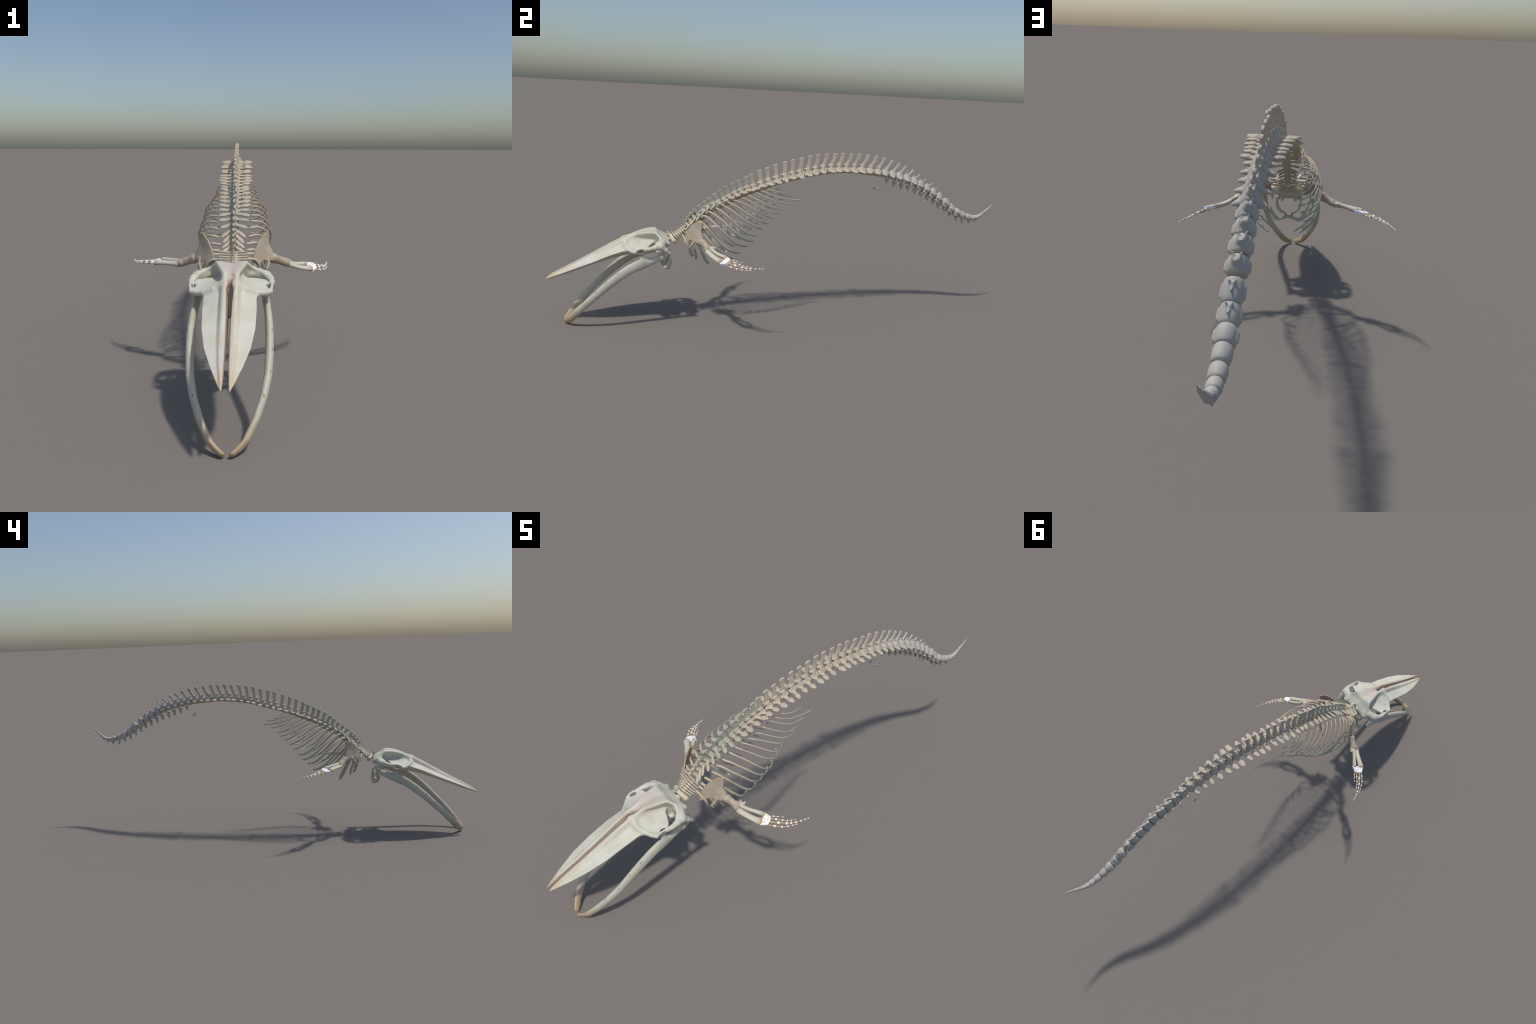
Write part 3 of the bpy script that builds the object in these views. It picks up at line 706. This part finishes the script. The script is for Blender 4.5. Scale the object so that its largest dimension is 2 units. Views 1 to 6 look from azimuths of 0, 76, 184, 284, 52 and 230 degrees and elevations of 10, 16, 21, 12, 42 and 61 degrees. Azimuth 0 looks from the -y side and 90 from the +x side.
FLIP = {
 1: dict(hum=[(.1440,-.3765,.3690),(.1560,-.3705,.3640),(.1700,-.3645,.3580),(.1825,-.3590,.3535)],
         rad=[(.1890,-.3655,.3490),(.2060,-.3560,.3415),(.2240,-.3450,.3345),(.2470,-.3310,.3285),(.2690,-.3175,.3255)],
         uln=[(.1855,-.3500,.3575),(.1970,-.3400,.3490),(.2100,-.3265,.3415),(.2290,-.3100,.3375),(.2500,-.2965,.3352)],
         ole=[(.1900,-.3480,.3560),(.1790,-.3420,.3598),(.1695,-.3400,.3597)], lobe=[(.1880,-.3420,.3560),(.1851,-.3309,.3595)],
         plate=[(.2448,-.2910,.3392),(.2700,-.3271,.3172),(.2862,-.3035,.3140),(.2738,-.2830,.3360)],
         fing=[[(.2857,-.3007,.315),(.2994,-.2849,.3135),(.3145,-.2648,.3106),(.3224,-.2451,.3078),(.3283,-.2283,.3087),(.3318,-.2147,.3084),(.3348,-.2079,.3088)],
               [(.2817,-.2906,.3218),(.298,-.2683,.3191),(.3137,-.245,.3151),(.3207,-.2301,.3144),(.327,-.2131,.3137),(.3315,-.1957,.314),(.3355,-.1799,.3156),(.3372,-.1678,.3154),(.3381,-.1606,.3152)],
               [(.274,-.283,.3262),(.2855,-.2696,.3262),(.2991,-.2514,.3222),(.3079,-.2372,.3189),(.3138,-.2241,.3179),(.3184,-.2115,.317),(.3202,-.2062,.3169)],
               [(.2675,-.2788,.3321),(.2738,-.271,.3315),(.2817,-.2597,.3303),(.2914,-.2438,.3271),(.2957,-.2367,.3267)]]),
 -1: dict(hum=[(-.1060,-.3755,.3680),(-.1170,-.3690,.3630),(-.1320,-.3625,.3565),(-.1480,-.3565,.3515)],
         rad=[(-.1545,-.3620,.3470),(-.1720,-.3510,.3465),(-.1930,-.3390,.3465),(-.2170,-.3265,.3455),(-.2400,-.3155,.3430)],
         uln=[(-.1520,-.3480,.3545),(-.1650,-.3380,.3535),(-.1820,-.3240,.3525),(-.2000,-.3080,.3510),(-.2170,-.2950,.3490)],
         ole=[(-.1560,-.3460,.3540),(-.1450,-.3400,.3560),(-.1360,-.3375,.3550)], lobe=[(-.1540,-.3400,.3540),(-.1510,-.3290,.3560)],
         plate=[(-.2082,-.2878,.3485),(-.2409,-.3251,.3378),(-.2590,-.3010,.3375),(-.2380,-.2760,.3430)],
         fing=[[(-.2560,-.3010,.3375),(-.2721,-.2892,.337),(-.2921,-.2733,.3347),(-.3046,-.2573,.3316),(-.3145,-.2413,.3293),(-.3209,-.2303,.328),(-.325,-.2254,.3275)],
               [(-.2520,-.2930,.3400),(-.2735,-.2722,.3383),(-.2941,-.2539,.3349),(-.3048,-.2399,.332),(-.3153,-.2244,.3304),(-.3242,-.2094,.3287),(-.3302,-.1957,.3282),(-.3345,-.1860,.3265),(-.338,-.1782,.3246)],
               [(-.2450,-.2830,.3420),(-.2604,-.2685,.3401),(-.2788,-.2549,.3372),(-.2891,-.2445,.3348),(-.2977,-.2346,.3336),(-.3060,-.2240,.3320),(-.3090,-.2200,.3315)],
               [(-.2400,-.2755,.3425),(-.2479,-.2663,.3417),(-.2579,-.2572,.3409),(-.2707,-.2463,.3384),(-.2746,-.2404,.3383)]]),
}
FR = [.0042, .0050, .0038, .0032]      # finger bone half width at the wrist
for side, D in FLIP.items():
    A = {k: np.array(v, float) for k, v in D.items() if k != 'fing'}
    across = A['uln'][-1]-A['rad'][-1]; across /= np.linalg.norm(across)
    # upper arm: ball head, waist, broad elbow
    lo, hi = A['hum'].min(0)-.026, A['hum'].max(0)+.026
    g = Grid(lo, hi, .0013); h = A['hum']
    g.add(g.ball(h[0]+(h[0]-h[1])*.02, (.0148, .0148, .0148)), .003)
    g.add(g.chain([h[0], h[1], h[2], h[3]], [.0145, .0125, .0122, .0125]), .005)
    el = across*.0075
    g.add(g.cap(h[3]-el-(h[3]-h[2])*.2, h[3]+el-(h[3]-h[2])*.2, .0112, .0100), .005)
    V, F = g.mesh(); hum = add_mesh('upper_arm_bone', V, F, M_HUM)
    V, F = tube(A['rad'], [.0112, .0106, .0104, .0112, .0135], [.0090, .0074, .0070, .0074, .0080], across, end=.03)
    add_mesh('radius_bone', V, F, M_FORE)
    u = A['uln']; g = Grid(np.minimum(u.min(0), A['ole'].min(0))-.014, np.maximum(u.max(0), A['lobe'].max(0))+.014, .0012)
    g.add(g.chain(list(spline(u, 9)), [.0072, .0066, .0064, .0064, .0065, .0067, .0070, .0076, .0082]), .003)
    g.add(g.chain(list(A['ole']), [.0048, .0046, .0042]), .005); g.add(g.cap(A['lobe'][0], A['lobe'][1], .0046, .0036), .005)
    V, F = g.mesh(); add_mesh('ulna_bone', V, F, M_FORE)
    # wrist: one slab of white cartilage with brown wrist bones showing through
    p = A['plate']; ex = p[1]-p[0]; ex /= np.linalg.norm(ex); nn = np.cross(ex, p[3]-p[0]); nn /= np.linalg.norm(nn); nn = nn if nn[2] > 0 else -nn
    ey = np.cross(nn, ex); o = p.mean(0)
    q = [((v-o)@ex, (v-o)@ey) for v in p]
    # concave proximal edge hugging the two forearm bones
    m01 = (np.array(q[0])+np.array(q[1]))/2; m23 = (np.array(q[2])+np.array(q[3]))/2
    inn = (m23-m01)/np.linalg.norm(m23-m01)
    ring = [q[0], tuple(np.array(q[0])*.75+np.array(q[1])*.25+inn*.004), tuple(m01+inn*.001), tuple(np.array(q[0])*.25+np.array(q[1])*.75+inn*.0055), q[1], q[2], tuple(m23+inn*.0035), q[3]]
    ql = np.array(q)
    g = Grid((ql[:, 0].min()-.006, ql[:, 1].min()-.006, -.012), (ql[:, 0].max()+.006, ql[:, 1].max()+.006, .012), .0009)
    pd = poly_sd(g.X, g.Y, [(np.float32(a), np.float32(b)) for a, b in ring])
    wz = sum(((v-o)@nn)*.25*s1*s2 for v, s1, s2 in [])if False else 0
    q1, q2 = pd+.0028, np.abs(g.Z)-.0035
    g.add(np.sqrt(np.maximum(q1, 0)**2+np.maximum(q2, 0)**2)+np.minimum(np.maximum(q1, q2), 0)-.0028, .001)
    V, F = g.mesh()
    hand = add_mesh('wrist_cartilage', o+V[:, :1]*ex+V[:, 1:2]*ey+V[:, 2:]*nn, F, M_CART)
    P0, P1, P2, P3 = np.array(q)
    bil = lambda a, b: (P0*(1-a)+P1*a)*(1-b)+(P3*(1-a)+P2*a)*b
    th = np.linspace(0, 2*math.pi, 14, endpoint=False)
    for (a, b, rx, ry) in ((.16,.42,.0026,.0018),(.24,.74,.0028,.0019),(.46,.34,.0036,.0021),(.47,.60,.0019,.0012),(.45,.80,.0027,.0015),(.74,.46,.0029,.0022)):
        c = bil(a, b)
        for s in (1, -1):   # a flat pebble proud of the slab on both faces
            Vv, Ff = [], []
            rings = [(1.0, -.0010), (1.0, .0000), (.8, .0006)]
            for k, (f, hgt) in enumerate(rings):
                for t in th: Vv.append(o+ex*(c[0]+rx*f*math.cos(t))+ey*(c[1]+ry*f*math.sin(t))+nn*s*(.0063+hgt))
            Vv.append(o+ex*c[0]+ey*c[1]+nn*s*.0070)
            m = len(th)
            Ff = [(k*m+j, k*m+(j+1) % m, (k+1)*m+(j+1) % m, (k+1)*m+j) for k in range(2) for j in range(m)]+[(2*m+j, 2*m+(j+1) % m, 3*m) for j in range(m)]
            Ff.append(tuple(range(m))[::-1])
            if s < 0: Ff = [f[::-1] for f in Ff]
            add_mesh('wrist_bone', Vv, Ff, M_FING, parent=hand)
    # fingers: bones joined by white beads of cartilage
    for fi, pts in enumerate(D['fing']):
        pts = np.array(pts); m = len(pts)-1
        for k in range(m):
            r0 = FR[fi]*(1-.74*(k/m)**.8); r1 = FR[fi]*(1-.74*((k+1)/m)**.8)
            a, b = pts[k], pts[k+1]
            path = np.linspace(a, b, 14); s = np.linspace(0, 1, 14)
            w = (r0+(r1-r0)*s)*(.74+.26*np.abs(2*s-1)**1.6)*round_ends(14, .08)
            if k == m-1: w *= (1-.55*s)
            V, F = sweep(path, w, w*.86, across, 10); add_mesh('finger_bone', V, F, M_FING, parent=hand)
            if k < m-1:
                d = (b-a)/np.linalg.norm(b-a); rb = r1*1.12+.0004; hl = r1*.85+.0005
                path = b+np.linspace(-1, 1, 10)[:, None]*d*hl
                w = rb*np.sqrt(np.clip(1-np.linspace(-1, 1, 10)**6, .15, 1))
                V, F = sweep(path, w, w*.92, across, 12); add_mesh('finger_cartilage', V, F, M_CART, parent=hand)

# rest exactly on the ground and centred
allv = [o for o in bpy.data.objects if o.type == 'MESH']
zmin = min(min(v.co.z for v in o.data.vertices) for o in allv if o.name.startswith('lower_jaw'))
for o in allv:
    if o.name.startswith(('lower_jaw', 'nutrient_pit')):
        for v in o.data.vertices: v.co.z -= zmin*max(0, 1-v.co.z/.1) if v.co.z < .1 else 0
